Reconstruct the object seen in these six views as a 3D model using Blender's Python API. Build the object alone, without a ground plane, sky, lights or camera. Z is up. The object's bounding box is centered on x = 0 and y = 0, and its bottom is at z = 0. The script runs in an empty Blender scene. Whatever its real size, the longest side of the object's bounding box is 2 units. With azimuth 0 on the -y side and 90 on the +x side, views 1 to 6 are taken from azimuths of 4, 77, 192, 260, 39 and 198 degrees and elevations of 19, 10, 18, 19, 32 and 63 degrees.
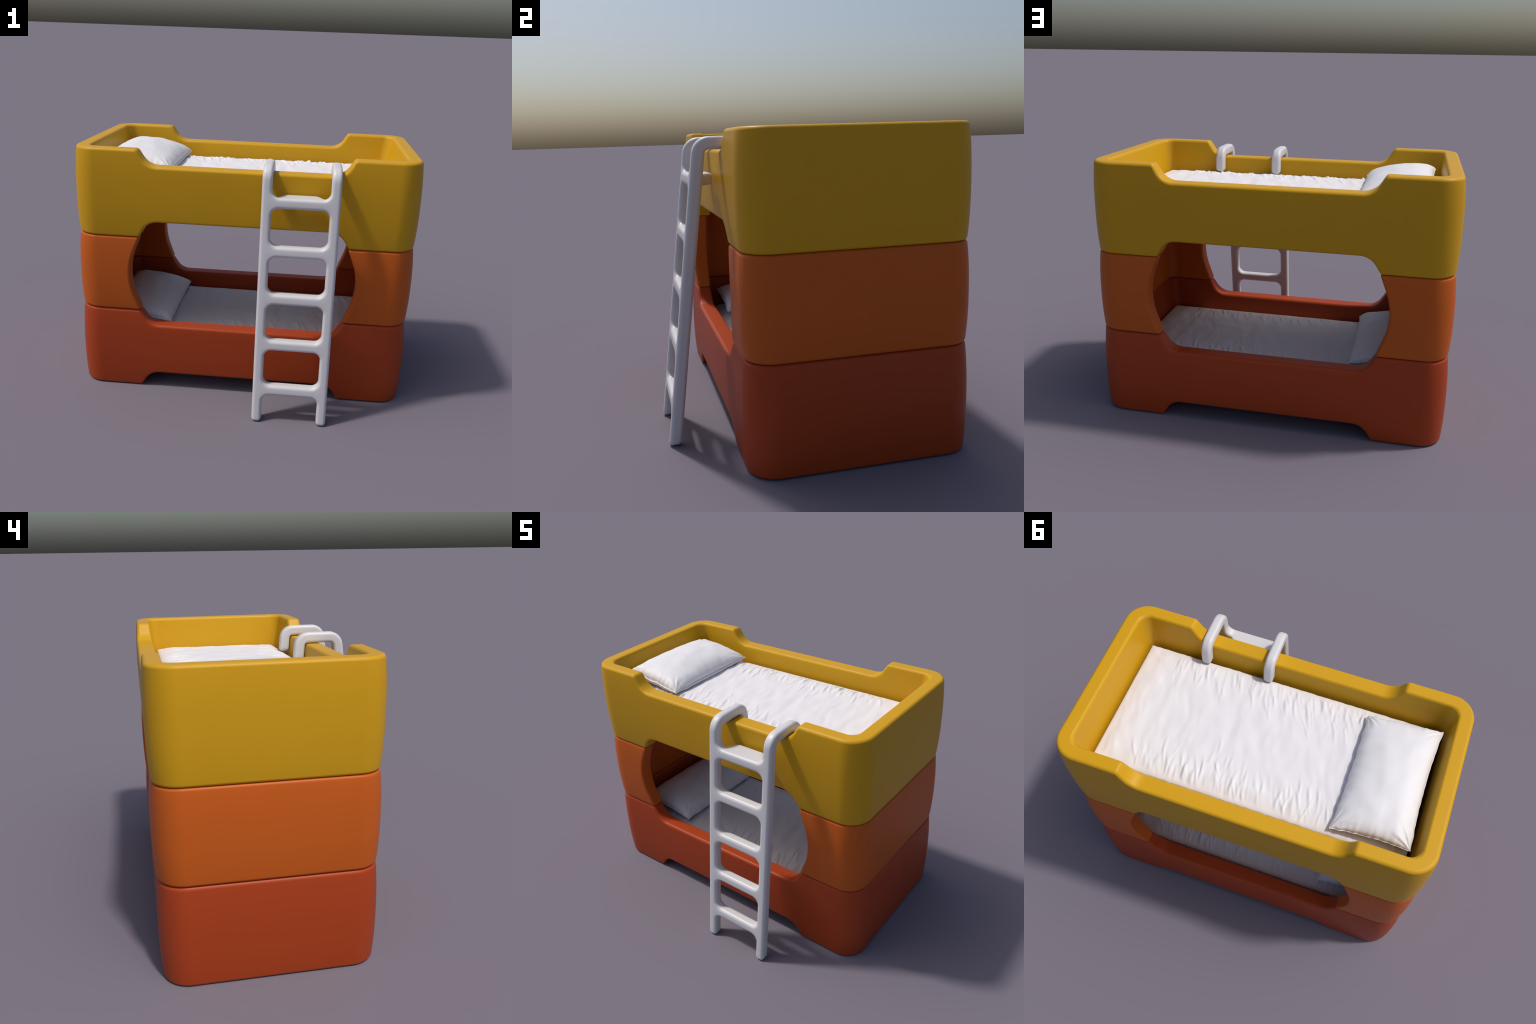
import bpy, bmesh, math
import numpy as np
from mathutils import Vector
from mathutils.geometry import delaunay_2d_cdt

# ------------------------------------------------------------------ sizes
YC = 0.1485              # bed centre line (the ladder stands out in front of it)
HX, HY = 1.0, 0.5265     # outer half sizes at the fullest height of a module
BULGE = 0.012            # how far each moulded module swells outwards
CORNER = 0.14            # plan radius of the outer corners
WALL = 0.081             # wall thickness at the rims
FRAME_H = 0.512          # height of one bed frame (tub)
STACK = 0.975            # upper frame stands this much above the lower one
EDGE = 0.017             # rounding of the moulded edges
NOTCH_X = 0.61           # half length of every side cut-out
MATTRESS_TOP = 0.337     # above the frame's foot


# ------------------------------------------------------------------ materials
def material(name, colour, rough, noise_scale=0, noise_amount=0.0, bump_scale=0, bump=0.0,
             sheen=0.0, coat=0.0, specular=0.5):
    m = bpy.data.materials.new(name)
    m.use_nodes = True
    nt = m.node_tree
    b = nt.nodes["Principled BSDF"]
    b.inputs["Roughness"].default_value = rough
    b.inputs["Specular IOR Level"].default_value = specular
    b.inputs["Sheen Weight"].default_value = sheen
    b.inputs["Coat Weight"].default_value = coat
    tc = nt.nodes.new("ShaderNodeTexCoord")
    no = nt.nodes.new("ShaderNodeTexNoise")
    no.inputs["Scale"].default_value = noise_scale
    no.inputs["Detail"].default_value = 3
    nt.links.new(tc.outputs["Object"], no.inputs["Vector"])
    ramp = nt.nodes.new("ShaderNodeValToRGB")
    lo = [c * (1 - noise_amount) for c in colour]
    hi = [min(1, c * (1 + noise_amount)) for c in colour]
    ramp.color_ramp.elements[0].position = 0.3
    ramp.color_ramp.elements[1].position = 0.7
    ramp.color_ramp.elements[0].color = (*lo, 1)
    ramp.color_ramp.elements[1].color = (*hi, 1)
    nt.links.new(no.outputs["Fac"], ramp.inputs["Fac"])
    nt.links.new(ramp.outputs["Color"], b.inputs["Base Color"])
    if bump > 0:
        n2 = nt.nodes.new("ShaderNodeTexNoise")
        n2.inputs["Scale"].default_value = bump_scale
        n2.inputs["Detail"].default_value = 4
        nt.links.new(tc.outputs["Object"], n2.inputs["Vector"])
        bu = nt.nodes.new("ShaderNodeBump")
        bu.inputs["Strength"].default_value = bump
        bu.inputs["Distance"].default_value = 0.002
        nt.links.new(n2.outputs["Fac"], bu.inputs["Height"])
        nt.links.new(bu.outputs["Normal"], b.inputs["Normal"])
    return m


YELLOW = material("yellow_moulded_plastic", (0.595, 0.322, 0.010), 0.43, 3, 0.015, 260, 0.02, specular=0.22)
ORANGE = material("orange_moulded_plastic", (0.535, 0.110, 0.012), 0.43, 3, 0.015, 260, 0.02, specular=0.22)
RED = material("rust_red_moulded_plastic", (0.385, 0.054, 0.012), 0.43, 3, 0.015, 260, 0.02, specular=0.22)
WHITE = material("white_ladder_plastic", (0.64, 0.63, 0.645), 0.42, 4, 0.01)
LINEN = material("white_sheet_cloth", (0.75, 0.735, 0.752), 0.85, 5, 0.01, 420, 0.05, sheen=0.05, specular=0.2)
SATIN = material("white_pillow_cloth", (0.80, 0.785, 0.80), 0.5, 5, 0.01, 420, 0.04, sheen=0.05, specular=0.3)


# ------------------------------------------------------------------ helpers
def new_object(name, verts, faces, mat, parent=None, weighted=True, location=(0, 0, 0)):
    me = bpy.data.meshes.new(name)
    me.from_pydata([tuple(map(float, v)) for v in verts], [], faces)
    bm = bmesh.new()
    bm.from_mesh(me)
    bmesh.ops.remove_doubles(bm, verts=bm.verts, dist=1e-6)
    bmesh.ops.recalc_face_normals(bm, faces=bm.faces)
    bm.to_mesh(me)
    bm.free()
    me.polygons.foreach_set("use_smooth", [True] * len(me.polygons))
    me.materials.append(mat)
    ob = bpy.data.objects.new(name, me)
    bpy.context.scene.collection.objects.link(ob)
    ob.location = location
    if weighted:
        w = ob.modifiers.new("flat_faces_stay_flat", 'WEIGHTED_NORMAL')
        w.keep_sharp = False
        w.weight = 60
    if parent:
        ob.parent = parent
    return ob


def empty(name, parent=None, location=(0, 0, 0)):
    ob = bpy.data.objects.new(name, None)
    bpy.context.scene.collection.objects.link(ob)
    ob.empty_display_size = 0.1
    ob.location = location
    if parent:
        ob.parent = parent
    return ob


def smooth01(t):
    t = np.clip(t, 0, 1)
    return t * t * (3 - 2 * t)


def lattice_noise(x, y, seed=0):
    """smooth value-gradient noise on a plane, about -1..1"""
    x = np.asarray(x, float)
    y = np.asarray(y, float)
    xi, yi = np.floor(x).astype(np.int64), np.floor(y).astype(np.int64)
    xf, yf = x - xi, y - yi

    def grad(ix, iy, fx, fy):
        h = (ix * 374761393 + iy * 668265263 + seed * 144665) & 0x7FFFFFFF
        h = ((h ^ (h >> 13)) * 1274126177) & 0x7FFFFFFF
        a = (h ^ (h >> 16)) % 4096 / 4096 * 2 * math.pi
        return np.cos(a) * fx + np.sin(a) * fy
    u = xf ** 3 * (xf * (xf * 6 - 15) + 10)
    v = yf ** 3 * (yf * (yf * 6 - 15) + 10)
    a = grad(xi, yi, xf, yf) * (1 - u) + grad(xi + 1, yi, xf - 1, yf) * u
    b = grad(xi, yi + 1, xf, yf - 1) * (1 - u) + grad(xi + 1, yi + 1, xf - 1, yf - 1) * u
    return 1.5 * (a * (1 - v) + b * v)


# ------------------------------------------------------------------ bed frame
def fillet_profile(points, radii, steps=10):
    """polyline with every inner corner replaced by an arc"""
    out = [np.array(points[0], float)]
    for i in range(1, len(points) - 1):
        p, a, b = (np.array(points[k], float) for k in (i, i - 1, i + 1))
        da, db = (a - p) / np.linalg.norm(a - p), (b - p) / np.linalg.norm(b - p)
        half = math.acos(np.clip(da @ db, -1, 1)) / 2
        r = radii[i - 1]
        t = r / math.tan(half)
        bis = (da + db) / np.linalg.norm(da + db)
        c = p + bis * r / math.sin(half)
        s, e = p + da * t - c, p + db * t - c
        for k in range(steps + 1):
            f = k / steps
            v = s * (1 - f) + e * f
            out.append(c + v / np.linalg.norm(v) * r)
    out.append(np.array(points[-1], float))
    return np.array(out)


def notch(depth, lip):
    """depth of a side cut-out as a function of |x| : steep shoulder, wide arc, flat floor"""
    run = depth / math.tan(math.radians(58))
    pts = [(NOTCH_X + 0.2, 0), (NOTCH_X, 0), (NOTCH_X - run, depth), (0, depth)]
    prof = fillet_profile(pts, [lip, 0.10], 14)[::-1]
    return lambda x: np.interp(np.abs(x), prof[:, 0], prof[:, 1])


TOP_NOTCH = notch(0.093, 0.022)
FOOT_NOTCH = notch(0.095, 0.012)


def plan_ring(hx, hy, r, xs, arc_steps=12):
    """closed rounded rectangle; xs are the stations of the long sides (increasing, positive)"""
    side = np.concatenate([-xs[::-1], xs])
    k = (hx - r) / (xs[-1])
    pts = []
    for x in side:                                   # front, left to right
        pts.append((x * (k if abs(x) > NOTCH_X + 0.1 else 1), -hy))

    def arc(cx, cy, a0):
        for i in range(1, arc_steps):
            a = math.radians(a0 + 90 * i / arc_steps)
            pts.append((cx + r * math.cos(a), cy + r * math.sin(a)))
    arc(hx - r, -hy + r, -90)
    for y in np.linspace(-hy + r, hy - r, 9):
        pts.append((hx, y))
    arc(hx - r, hy - r, 0)
    for x in side[::-1]:
        pts.append((x * (k if abs(x) > NOTCH_X + 0.1 else 1), hy))
    arc(-hx + r, hy - r, 90)
    for y in np.linspace(hy - r, -hy + r, 9):
        pts.append((-hx, y))
    arc(-hx + r, -hy + r, 180)
    return np.array(pts)


def swell(z, height):
    t = np.clip((z / height - 0.5) * 2, -1, 1)
    return BULGE * (1 - np.abs(t) ** 2.3)


def wall_levels(n_face=14, n_round=6):
    """list of (fraction up the face, rounding angle) rows of a wall section, foot to rim"""
    rows = [(0, a) for a in np.linspace(90, 0, n_round + 1)]
    rows += [(f, None) for f in np.linspace(0, 1, n_face + 1)[1:-1]]
    rows += [(1, a) for a in np.linspace(0, 90, n_round + 1)]
    return rows


def bed_frame_mesh():
    dense = np.arange(NOTCH_X - 0.18, NOTCH_X + 0.0601, 0.005)
    xs = np.concatenate([[0.03, 0.12, 0.21, 0.30, 0.37], dense, [NOTCH_X + 0.12, 0.80, HX - CORNER]])
    outer0 = plan_ring(HX, HY, CORNER, xs)
    rin = 0.06
    n = len(outer0)
    zt = np.where(np.abs(outer0[:, 0]) < 0.8, FRAME_H - TOP_NOTCH(outer0[:, 0]), FRAME_H)
    zb = np.where(np.abs(outer0[:, 0]) < 0.8, FOOT_NOTCH(outer0[:, 0]), 0.0)
    # slopes, so that the rounding keeps its radius on the steep shoulders
    eps = 1e-3
    def slope(f, x):
        return np.where(np.abs(x) < 0.8, (f(np.abs(x) + eps) - f(np.abs(x) - eps)) / (2 * eps), 0)
    kt = np.sqrt(1 + slope(TOP_NOTCH, outer0[:, 0]) ** 2)
    kb = np.sqrt(1 + slope(FOOT_NOTCH, outer0[:, 0]) ** 2)
    rows = wall_levels()
    centre_n = None
    O, I = [], []
    for f, ang in rows:
        rt, rb = EDGE * kt, EDGE * 0.8 * kb
        if ang is None:
            z = (zb + rb) * (1 - f) + (zt - rt) * f
            ins = np.zeros(n)
        elif f == 0:
            z = zb + rb * (1 - math.cos(math.radians(90 - ang)) * 0 - math.sin(math.radians(ang)))
            ins = np.full(n, EDGE * 0.8 * (1 - math.cos(math.radians(ang))))
        else:
            z = zt - rt * (1 - math.sin(math.radians(ang)))
            ins = np.full(n, EDGE * (1 - math.cos(math.radians(ang))))
        ring_o, ring_i = np.zeros((n, 3)), np.zeros((n, 3))
        # offsets vary per vertex: evaluate the plan ring for unit offsets and blend
        base = outer0
        small = plan_ring(HX - 0.05, HY - 0.05, CORNER - 0.05, xs)
        off = (BULGE - swell(z, FRAME_H)) + ins
        ring_o[:, :2] = base + (small - base) * (off / 0.05)[:, None]
        draft = np.interp(z, [0.0, 0.30, FRAME_H], [0.022, 0.018, 0.0])   # tub walls lean in
        in0 = plan_ring(HX - BULGE - WALL, HY - BULGE - WALL + 0.004, rin, xs)
        in1 = plan_ring(HX - BULGE - WALL - 0.05, HY - BULGE - WALL - 0.05 + 0.004, rin, xs)
        ring_i[:, 0] = in0[:, 0] + (in1 - in0)[:, 0] * (draft * 1.6 - ins * 0.8) / 0.05
        ring_i[:, 1] = in0[:, 1] + (in1 - in0)[:, 1] * (draft - ins * 0.8) / 0.05
        ring_o[:, 2] = ring_i[:, 2] = z
        O.append(ring_o)
        I.append(ring_i)
    m = len(rows)
    verts = np.concatenate(O + I)
    faces = []
    def idx(layer, row, k):
        return (layer * m + row) * n + k % n
    for r in range(m - 1):
        for k in range(n):
            faces.append((idx(0, r, k), idx(0, r, k + 1), idx(0, r + 1, k + 1), idx(0, r + 1, k)))
            faces.append((idx(1, r, k), idx(1, r + 1, k), idx(1, r + 1, k + 1), idx(1, r, k + 1)))
    for k in range(n):
        faces.append((idx(0, m - 1, k), idx(0, m - 1, k + 1), idx(1, m - 1, k + 1), idx(1, m - 1, k)))
        faces.append((idx(0, 0, k), idx(1, 0, k), idx(1, 0, k + 1), idx(0, 0, k + 1)))
    return verts, faces


def floor_mesh():
    xs = np.linspace(0.05, 0.8, 6)
    ring = plan_ring(HX - 0.13, HY - 0.13, 0.06, xs, 6)
    n = len(ring)
    verts = [(x, y, 0.098) for x, y in ring] + [(x, y, 0.150) for x, y in ring]
    faces = [tuple(range(n)), tuple(range(n, 2 * n))]
    faces += [(k, (k + 1) % n, n + (k + 1) % n, n + k) for k in range(n)]
    return verts, faces


# ------------------------------------------------------------------ end panel (the C-shaped spacer)
PANEL_LOW, PANEL_HIGH = 0.5125, 0.9745


def panel_cut(z):
    """|x| where the panel's free edge runs: two slanted lines joined by an arc"""
    zc = (PANEL_LOW + PANEL_HIGH) / 2
    h = PANEL_HIGH - zc
    lean = math.tan(math.radians(21.5))
    pts = [(-h - 0.05, 0.606 - 0.05 * lean), (0, 0.606 + h * lean), (h + 0.05, 0.606 - 0.05 * lean)]
    prof = fillet_profile(pts, [0.40], 20)
    return np.interp(z - zc, prof[:, 0], prof[:, 1])


def end_panel_mesh():
    h = PANEL_HIGH - PANEL_LOW
    r = 0.014
    rows = wall_levels(20, 6)
    cap = [r * (1 - math.cos(math.radians(a))) for a in (0, 15, 30, 45, 60, 75, 90)]
    straight = np.array([0.0] + cap[1:-1] + [r] + [0.04, 0.09])   # metres from the free edge
    O, I = [], []
    for f, ang in rows:
        if ang is None:
            z, ins = r + (h - 2 * r) * f, 0.0
        elif f == 0:
            z, ins = r * (1 - math.sin(math.radians(ang))), r * (1 - math.cos(math.radians(ang)))
        else:
            z, ins = h - r * (1 - math.sin(math.radians(ang))), r * (1 - math.cos(math.radians(ang)))
        off = BULGE - float(swell(z, h)) + ins
        xc = float(panel_cut(z + PANEL_LOW)) + ins * 0.6

        def path(hx, hy, rad, sign):
            pts = []
            n_s = len(straight)
            # front straight from free edge to corner
            tail = [t for t in straight]
            for d in tail:
                u = min(max((r - d) / r, 0), 1)
                pinch = r * (1 - math.sqrt(max(0, 1 - u * u))) * sign
                pts.append((xc + d, -hy + pinch))
            x_last = xc + tail[-1]
            for t in (0.35, 0.7, 1.0):
                pts.append((x_last + (hx - rad - x_last) * t, -hy))
            for i in range(1, 12):
                a = math.radians(-90 + 90 * i / 12)
                pts.append((hx - rad + rad * math.cos(a), -hy + rad + rad * math.sin(a)))
            for y in np.linspace(-hy + rad, 0, 5):
                pts.append((hx, y))
            back = [(x, -y) for x, y in pts[:-1]][::-1]
            return np.array(pts + back)
        po = path(HX - off, HY - off, CORNER - off, 1)
        inner_off = BULGE + WALL - ins * 0.8
        pi_ = path(HX - inner_off, HY - inner_off + 0.004, 0.06, -1)
        O.append(np.c_[po, np.full(len(po), z)])
        I.append(np.c_[pi_, np.full(len(pi_), z)])
    n, m = len(O[0]), len(rows)
    verts = np.concatenate(O + I)
    idx = lambda layer, row, k: (layer * m + row) * n + k
    faces = []
    for q in range(m - 1):
        for k in range(n - 1):
            faces.append((idx(0, q, k), idx(0, q, k + 1), idx(0, q + 1, k + 1), idx(0, q + 1, k)))
            faces.append((idx(1, q, k), idx(1, q + 1, k), idx(1, q + 1, k + 1), idx(1, q, k + 1)))
        for k in (0, n - 1):
            faces.append((idx(0, q, k), idx(1, q, k), idx(1, q + 1, k), idx(0, q + 1, k)))
    for k in range(n - 1):
        faces.append((idx(0, 0, k), idx(0, 0, k + 1), idx(1, 0, k + 1), idx(1, 0, k)))
        faces.append((idx(0, m - 1, k), idx(0, m - 1, k + 1), idx(1, m - 1, k + 1), idx(1, m - 1, k)))
    return verts, faces


# ------------------------------------------------------------------ ladder
LAD_X = 0.3245          # ladder centre line
RAIL_OUT = 0.2135       # half width over the rails
RAIL_W = 0.055
RAIL_D = 0.060          # depth of the moulding
LEAN = 0.127            # run per rise
FOOT_Y = -0.678
RUNG_Z = [0.1945 + 0.2668 * i for i in range(5)]
RUNG_H = 0.058
LAD_R = 0.018


def ladder_spine():
    """front/outer face of a rail seen from the side: lean, bend over the bed rail, hook down"""
    lean_a = math.atan(LEAN)
    top, r = 1.457, 0.082
    cy_in = -0.206          # outer face of the hook's inner arm at its end
    pts = [(FOOT_Y + LEAN * z, z, 0.0) for z in np.linspace(0, 1.30, 66)]
    # first bend: from the leaning direction to horizontal
    zc = top - r
    yc = FOOT_Y + LEAN * zc + r * (math.cos(lean_a) + LEAN * math.sin(lean_a))
    for i in range(0, 17):
        a = math.pi - lean_a - (math.pi / 2 - lean_a) * i / 16
        pts.append((yc + r * math.cos(a), zc + r * math.sin(a), 1.0))
    flare = math.radians(4)
    r2 = 0.078
    y2, z2 = cy_in - r2 - 0.010, top - r2
    for y in np.linspace(yc, y2, 8)[1:-1]:
        pts.append((y, top, 1.0))
    for i in range(0, 17):
        a = math.pi / 2 - (math.pi / 2 - flare) * i / 16
        pts.append((y2 + r2 * math.cos(a), z2 + r2 * math.sin(a), 1.0))
    y0, z0 = pts[-1][0], pts[-1][1]
    for z in np.linspace(z0, 1.303, 7)[1:]:
        pts.append((y0 + (z0 - z) * math.tan(flare), z, 1.0))
    p = np.array(pts)
    s = np.concatenate([[0], np.cumsum(np.linalg.norm(np.diff(p[:, :2], axis=0), axis=1))])
    tan = np.gradient(p[:, :2], s, axis=0)
    tan /= np.linalg.norm(tan, axis=1)[:, None]
    nrm = np.c_[tan[:, 1], -tan[:, 0]]                 # towards the bed / inside of the hook
    w = np.interp(s, [1.1, 1.30], [0, 1])[:, None]      # the lower part is cut level, not square
    nrm = nrm * w + np.array([1.0, 0.0]) * (1 - w)
    return s, p[:, :2], nrm


def ladder_meshes():
    s_arr, path, nrm = ladder_spine()
    S = s_arr[-1]
    k = math.sqrt(1 + LEAN * LEAN)                     # z to arc length on the leaning part
    rungs = [((z - RUNG_H / 2) * k, (z + RUNG_H / 2) * k) for z in RUNG_Z]
    xo, xi = RAIL_OUT, RAIL_OUT - RAIL_W
    R, tip = 0.042, 0.0205

    def rounded(poly, radii, step=0.012):
        out = []
        n = len(poly)
        for i in range(n):
            p, a, b = np.array(poly[i]), np.array(poly[i - 1]), np.array(poly[(i + 1) % n])
            da, db = (a - p) / np.linalg.norm(a - p), (b - p) / np.linalg.norm(b - p)
            r = radii[i]
            c = p + (da + db) * r
            for q in range(11):
                t = math.pi / 2 * q / 10
                out.append(c - db * r * math.cos(t) - da * r * math.sin(t))
        res = []
        for i in range(len(out)):
            a, b = out[i], out[(i + 1) % len(out)]
            d = np.linalg.norm(b - a)
            if d < 1e-7:
                continue
            m = max(1, int(d / step))
            res += [a + (b - a) * j / m for j in range(m)]
        return np.array(res)

    loops = []
    outer = [(-xo, 0), (-xi, 0), (-xi, rungs[0][0]), (xi, rungs[0][0]), (xi, 0), (xo, 0), (xo, S), (xi, S),
             (xi, rungs[4][1]), (-xi, rungs[4][1]), (-xi, S), (-xo, S)]
    rad = [tip, tip, R, R, tip, tip, tip, tip, R, R, tip, tip]
    loops.append(rounded(outer, rad))
    for a, b in zip(rungs[:-1], rungs[1:]):
        loops.append(rounded([(-xi, a[1]), (-xi, b[0]), (xi, b[0]), (xi, a[1])], [R] * 4))

    def outward(loop, i):
        t = loop[(i + 1) % len(loop)] - loop[i - 1]
        t /= np.linalg.norm(t)
        return np.array([t[1], -t[0]])
    # outline runs anticlockwise, holes clockwise as seen from the front: outward = right-hand side
    plan, rings, depth_rows = [], [], []
    r = LAD_R
    rows = [(r * (1 - math.cos(a)), r * (1 - math.sin(a))) for a in np.linspace(math.pi / 2, 0, 7)]
    rows += [(0, d) for d in np.linspace(r, RAIL_D - r, 5)[1:-1]]
    rows += [(r * (1 - math.cos(a)), RAIL_D - r * (1 - math.sin(a))) for a in np.linspace(0, math.pi / 2, 7)]

    verts2, face_list = [], []
    start = []
    inner_loops = []
    for loop in loops:
        nr = np.array([outward(loop, i) for i in range(len(loop))])
        start.append((len(verts2), len(loop)))
        for ins, d in rows:
            for p, nn in zip(loop, nr):
                q = p - nn * ins
                verts2.append((q[0], q[1], d))
        inner_loops.append(loop - nr * r)
    m = len(rows)
    for st, n in start:
        for q in range(m - 1):
            for i in range(n):
                j = (i + 1) % n
                face_list.append((st + q * n + i, st + q * n + j, st + (q + 1) * n + j, st + (q + 1) * n + i))
    # front and back sheets
    pts, edges, tag = [], [], []
    for (st, n), lp in zip(start, inner_loops):
        o = len(pts)
        for i, p in enumerate(lp):
            pts.append(Vector((p[0], p[1])))
            tag.append((st + i, st + (m - 1) * n + i))
        edges += [(o + i, o + (i + 1) % n) for i in range(n)]
    nb = len(pts)

    def inside(x, s, margin):
        ax = abs(x)
        if xi + margin < ax < xo - margin and margin < s < S - margin:
            return True
        return any(a + margin < s < b - margin for a, b in rungs) and ax < xo - margin
    for s in np.arange(0.02, S, 0.011):
        for x in np.arange(-xo, xo, 0.011):
            if inside(x, s, r + 0.005):
                pts.append(Vector((x, s)))
    vo, eo, fo, ov, oe, of = delaunay_2d_cdt(pts, edges, [], 0, 1e-7)

    def solid(x, s):
        if abs(x) > xo - r - 1e-4 or s < r + 1e-4 or s > S - r - 1e-4:
            return False
        if abs(x) >= xi + r:
            return True
        for a, b in rungs:
            if a + r <= s <= b - r:
                return True
        g = xi - abs(x)                                  # corner fillets
        for a, b in rungs:
            for e, sg in ((a, -1), (b, 1)):
                h = (s - e) * sg
                if -r <= h < R and -r <= g < R and (R - g) ** 2 + (R - h) ** 2 > (R + r) ** 2:
                    return True
        return False
    front, back = {}, {}
    for i, v in enumerate(vo):
        src = [o for o in ov[i] if o < nb]
        if src:
            front[i], back[i] = tag[src[0]]
        else:
            front[i] = len(verts2)
            verts2.append((v.x, v.y, 0.0))
            back[i] = len(verts2)
            verts2.append((v.x, v.y, RAIL_D))
    for f in fo:
        cx = sum(vo[i].x for i in f) / len(f)
        cs = sum(vo[i].y for i in f) / len(f)
        if solid(cx, cs):
            face_list.append(tuple(front[i] for i in f))
            face_list.append(tuple(back[i] for i in reversed(f)))
    v2 = np.array(verts2)
    # the top rung is a broad step: its back is drawn out towards the bed
    a, b = rungs[4]
    on_top = (v2[:, 1] > a - 0.012) & (v2[:, 1] < b + 0.012)
    reach = 0.062 * smooth01((0.136 - np.abs(v2[:, 0])) / 0.056)
    far = np.clip((v2[:, 2] - r) / (RAIL_D - 2 * r), 0, 1)
    push = np.where(on_top, reach * far, 0)
    y = np.interp(v2[:, 1], s_arr, path[:, 0]) + np.interp(v2[:, 1], s_arr, nrm[:, 0]) * v2[:, 2] + push
    z = np.interp(v2[:, 1], s_arr, path[:, 1]) + np.interp(v2[:, 1], s_arr, nrm[:, 1]) * v2[:, 2] + push * LEAN * 0.3
    P = np.c_[v2[:, 0] + LAD_X, y, z]

    # whole moulding first, then split by region with the whole body's normals
    me = bpy.data.meshes.new("whole_ladder")
    me.from_pydata([tuple(map(float, p)) for p in P], [], face_list)
    bm = bmesh.new()
    bm.from_mesh(me)
    bmesh.ops.recalc_face_normals(bm, faces=bm.faces)
    bm.to_mesh(me)
    bm.free()
    normals = [tuple(v.vector) for v in me.vertex_normals]
    groups = {}
    for poly in me.polygons:
        c = v2[list(poly.vertices)].mean(axis=0)
        if c[0] < -xi:
            key = ("side_rail", 0)
        elif c[0] > xi:
            key = ("side_rail", 1)
        else:
            i = int(np.argmin([abs(c[1] - (a + b) / 2) for a, b in rungs]))
            key = ("rung", i) if i < 4 else ("step", 0)
        groups.setdefault(key, []).append(tuple(poly.vertices))
    bpy.data.meshes.remove(me)
    return P, normals, groups


# ------------------------------------------------------------------ mattress
def mattress_mesh(seed):
    hx, hy, top, bottom = 0.8600, 0.392, MATTRESS_TOP, 0.152
    nx, ny = 420, 210
    r = 0.022
    u = np.linspace(-hx, hx, nx)
    v = np.linspace(-hy, hy, ny)
    X, Y = np.meshgrid(u, v, indexing="ij")
    side = np.minimum(hx - np.abs(X), hy - np.abs(Y))
    # gathers: ridges running in from the long edges, soft dimples in the middle
    edge_d = hy - np.abs(Y)
    wx = X + 0.035 * lattice_noise(X * 5, Y * 5, seed + 1) + 0.30 * Y * lattice_noise(X * 1.6, Y * 0 + np.sign(Y) * 3, seed + 9)
    wx = wx + 0.20 * Y
    rng = np.random.default_rng(seed)
    folds = np.zeros_like(X)
    for side_sign in (-1, 1):
        for k in range(150):
            cx = rng.uniform(-hx * 0.97, hx - 0.20)
            inward = abs(rng.normal(0.0, 0.085)) + 0.035
            cy = side_sign * (hy - inward)
            half = rng.uniform(0.025, 0.070)
            width = rng.uniform(0.0055, 0.0105)
            height = rng.uniform(0.0012, 0.0042) * (1.0 if inward < 0.16 else 0.7)
            tilt = -0.20 + rng.normal(0, 0.17)
            bend = rng.normal(0, 1.1)
            dy = Y - cy
            dx = X - cx - tilt * dy - bend * dy * dy
            folds += height * np.exp(-(dx / width) ** 2 - np.abs(dy / half) ** 2.5)
            folds -= height * 0.30 * np.exp(-((dx - 1.9 * width) / width) ** 2 - np.abs(dy / half) ** 2.5)
    folds = folds * smooth01(edge_d / 0.055)
    soft = lattice_noise(X * 11 + 0.6 * Y, Y * 9, seed + 5) * 0.6 + lattice_noise(wx * 21, Y * 9 + 4, seed + 7) * 0.35
    Z = top + folds + 0.0062 * soft * smooth01(side / 0.05)
    Z = Z + 0.020 * smooth01(side / 0.11) ** 0.7 - 0.0195
    drop = np.clip((r - side) / r, 0, 1)
    Z = Z - r * (1 - np.sqrt(1 - (drop * 0.999) ** 2)) * 0.55
    bulge_y = np.where(side < 0.012, 0.0018 * lattice_noise(X * 30, Y * 30, seed + 8), 0)
    Yd = Y + np.sign(Y) * bulge_y * (edge_d < 0.012)
    verts = np.c_[X.ravel(), Yd.ravel(), Z.ravel()].tolist()
    faces = [(i * ny + j, (i + 1) * ny + j, (i + 1) * ny + j + 1, i * ny + j + 1)
             for i in range(nx - 1) for j in range(ny - 1)]
    rim = [i * ny for i in range(nx)] + [(nx - 1) * ny + j for j in range(1, ny)] + \
          [i * ny + ny - 1 for i in range(nx - 2, -1, -1)] + [j for j in range(ny - 2, 0, -1)]
    n = len(rim)
    prev = rim
    for z in (0.27, 0.21, bottom):
        row = []
        for k in rim:
            row.append(len(verts))
            verts.append([verts[k][0] * 0.997, verts[k][1] * 0.995, z])
        faces += [(prev[k], prev[(k + 1) % n], row[(k + 1) % n], row[k]) for k in range(n)]
        prev = row
    faces.append(tuple(prev))
    return verts, faces


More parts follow.
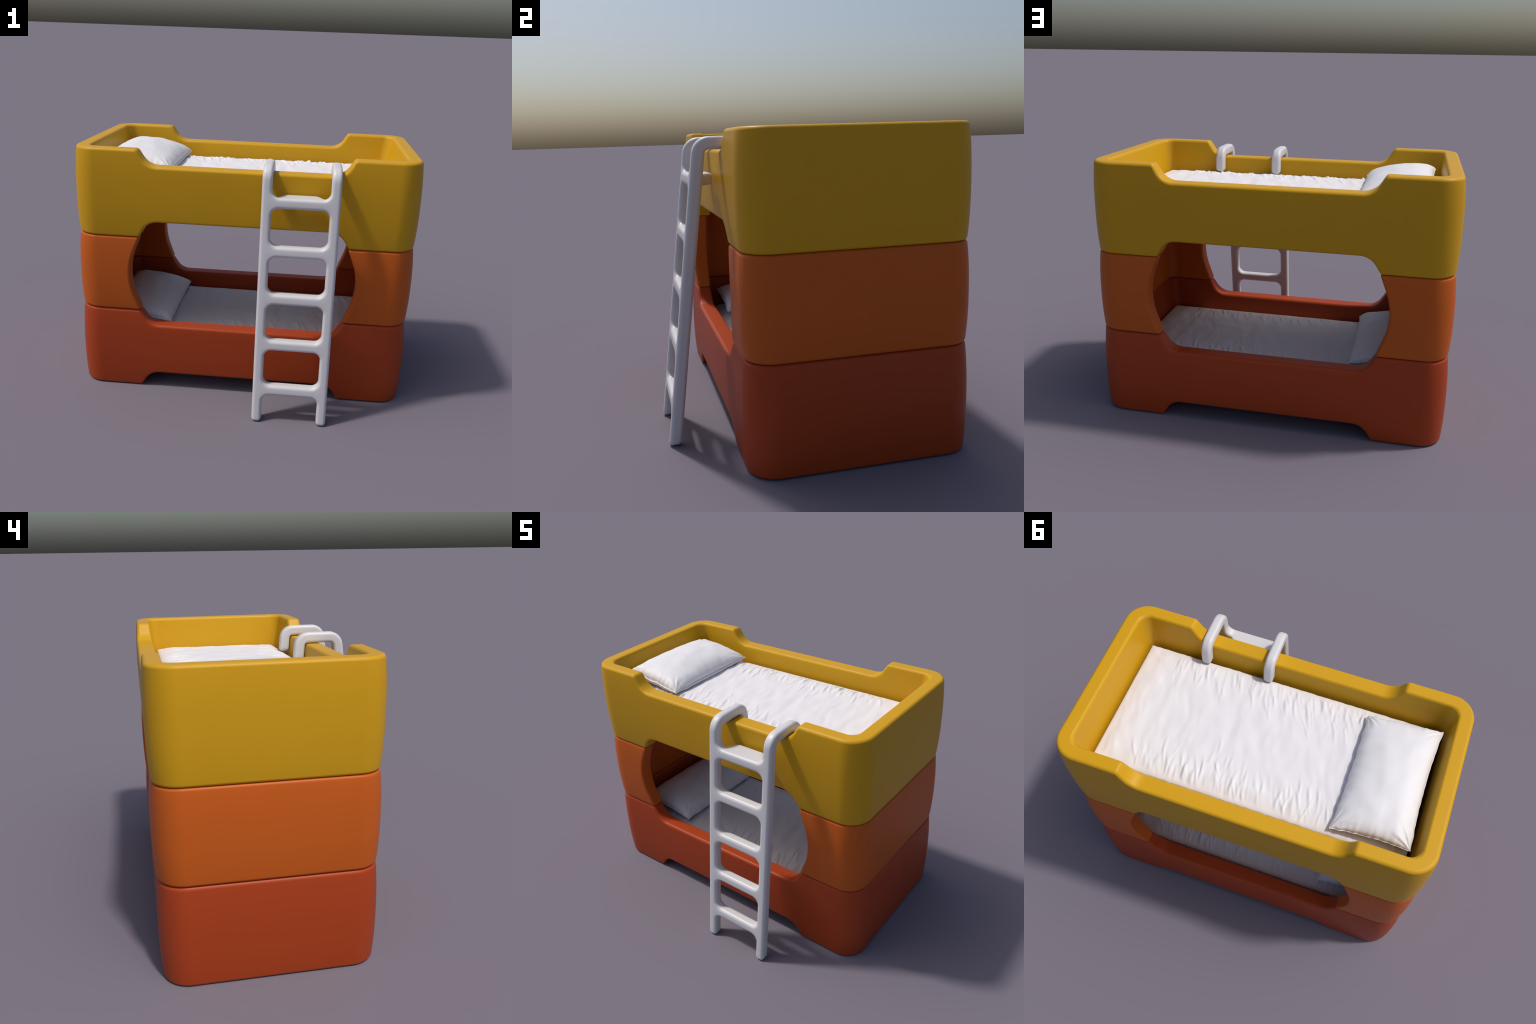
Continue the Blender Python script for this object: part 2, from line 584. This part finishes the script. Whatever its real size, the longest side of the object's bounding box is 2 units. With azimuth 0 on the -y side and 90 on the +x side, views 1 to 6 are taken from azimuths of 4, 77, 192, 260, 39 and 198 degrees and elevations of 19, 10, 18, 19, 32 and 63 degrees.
# ------------------------------------------------------------------ pillow
def pillow_mesh(seed):
    hx, hy = 0.205, 0.350
    nx, ny = 110, 170
    u = np.sin(np.linspace(-math.pi / 2, math.pi / 2, nx))
    v = np.sin(np.linspace(-math.pi / 2, math.pi / 2, ny))
    U, V = np.meshgrid(u, v, indexing="ij")
    # outline: straight-ish seams drawn in between pointed corners
    X = U * hx * (1 - np.where(U < 0, 0.085, 0.035) * (1 - V ** 2)) + 0.004 * lattice_noise(V * 7, U * 2, seed)
    Y = V * hy * (1 - 0.030 * (1 - U ** 2) ** 1.0) + 0.004 * lattice_noise(U * 6, V * 2 + 5, seed)
    cx, cy = 1 - (U / 0.985) ** 2, 1 - (V / 0.991) ** 2      # a narrow flat flange outside the seam
    loft = (np.clip(cx, 0, 1) ** 0.42) * (np.clip(cy, 0, 1) ** 0.34)
    # tucks fan out of each corner and run in from the seams
    corner = smooth01(1 - np.hypot((1 - np.abs(U)) * hx, (1 - np.abs(V)) * hy) / 0.15)
    ang = np.arctan2((1 - np.abs(V)) * hy + 1e-4, (1 - np.abs(U)) * hx + 1e-4)
    quad = (U > 0) * 3.0 + (V > 0) * 7.0
    tuck = lattice_noise(ang * 4.5 + quad, quad + 0.5, seed + 2) * corner
    rim_d = np.minimum((1 - np.abs(U)) * hx, (1 - np.abs(V)) * hy)
    along = np.where((1 - np.abs(U)) * hx < (1 - np.abs(V)) * hy, V * hy, U * hx)
    pucker = (1 - np.abs(lattice_noise(along * 32, quad, seed + 3))) ** 2 * smooth01(1 - rim_d / 0.05) * smooth01(rim_d / 0.006)
    soft = lattice_noise(U * 2.2, V * 3.2, seed + 4)
    inner = smooth01(rim_d / 0.03)
    top = 0.090 * loft + 0.009 * tuck * inner - 0.004 * pucker + 0.004 * soft * loft
    bot = -0.060 * loft - 0.003 * tuck * inner
    seam = 0.049 - 0.026 * U - 0.006 * V * (U < 0) * (-U)                    # head side rides higher
    seam = seam + 0.004 * lattice_noise(U * 3, V * 4, seed + 5) * (1 - loft)
    Zt = seam + top + 0.002
    Zb = np.maximum(seam + bot - 0.002, 0.0015)
    verts = np.r_[np.c_[X.ravel(), Y.ravel(), Zt.ravel()], np.c_[X.ravel(), Y.ravel(), Zb.ravel()]].tolist()
    N = nx * ny
    faces = []
    for i in range(nx - 1):
        for j in range(ny - 1):
            q = (i * ny + j, (i + 1) * ny + j, (i + 1) * ny + j + 1, i * ny + j + 1)
            faces.append(q)
            faces.append(tuple(N + k for k in reversed(q)))
    rim = [i * ny for i in range(nx)] + [(nx - 1) * ny + j for j in range(1, ny)] + \
          [i * ny + ny - 1 for i in range(nx - 2, -1, -1)] + [j for j in range(ny - 2, 0, -1)]
    n = len(rim)
    faces += [(rim[k], N + rim[k], N + rim[(k + 1) % n], rim[(k + 1) % n]) for k in range(n)]
    return verts, faces


# ------------------------------------------------------------------ assembly
bed = empty("bunk_bed", location=(0, YC, 0))
bed["label"] = "moulded plastic bunk bed in yellow, orange and rust with white ladder"
bed["category"] = "bunk bed"

fv, ff = bed_frame_mesh()
lower = new_object("bed_frame", fv, ff, RED, bed)
upper = new_object("bed_frame", fv, ff, YELLOW, bed, location=(0, 0, STACK))
gv, gf = floor_mesh()
for frame, mat in ((lower, RED), (upper, YELLOW)):
    new_object("bed_floor", gv, gf, mat, frame, weighted=False)

pv, pf = end_panel_mesh()
new_object("end_panel", pv, pf, ORANGE, bed, location=(0, 0, PANEL_LOW))
new_object("end_panel", [(-x, -y, z) for x, y, z in pv], pf, ORANGE, bed, location=(0, 0, PANEL_LOW))

P, normals, groups = ladder_meshes()
ladder = empty("ladder", bed, location=(LAD_X, 0, 0))
origin = np.array([LAD_X, YC, 0])
for (name, i), faces in sorted(groups.items()):
    used = sorted({k for f in faces for k in f})
    remap = {k: q for q, k in enumerate(used)}
    me = bpy.data.meshes.new(name)
    me.from_pydata([tuple(map(float, P[k] - origin)) for k in used], [], [tuple(remap[k] for k in f) for f in faces])
    me.polygons.foreach_set("use_smooth", [True] * len(me.polygons))
    me.normals_split_custom_set_from_vertices([normals[k] for k in used])
    me.materials.append(WHITE)
    ob = bpy.data.objects.new(name, me)
    bpy.context.scene.collection.objects.link(ob)
    ob.parent = ladder

mv, mf = mattress_mesh(11)
for lift, seed, shift in ((0.0, 11, (0.000, -0.028, 0.016)), (STACK, 11, (-0.001, 0.0, -0.001))):
    new_object("mattress", mv, mf, LINEN, bed, weighted=False, location=(0, 0, lift + (0.004 if lift == 0 else 0)))
    qv, qf = pillow_mesh(seed + 3)
    pil = new_object("pillow", qv, qf, SATIN, None, weighted=False,
                     location=(-0.658 + shift[0], 0.168 + shift[1], lift + MATTRESS_TOP + shift[2]))
    pil["label"] = "plump white rectangular pillow with pointed corners"
    pil["category"] = "pillow"
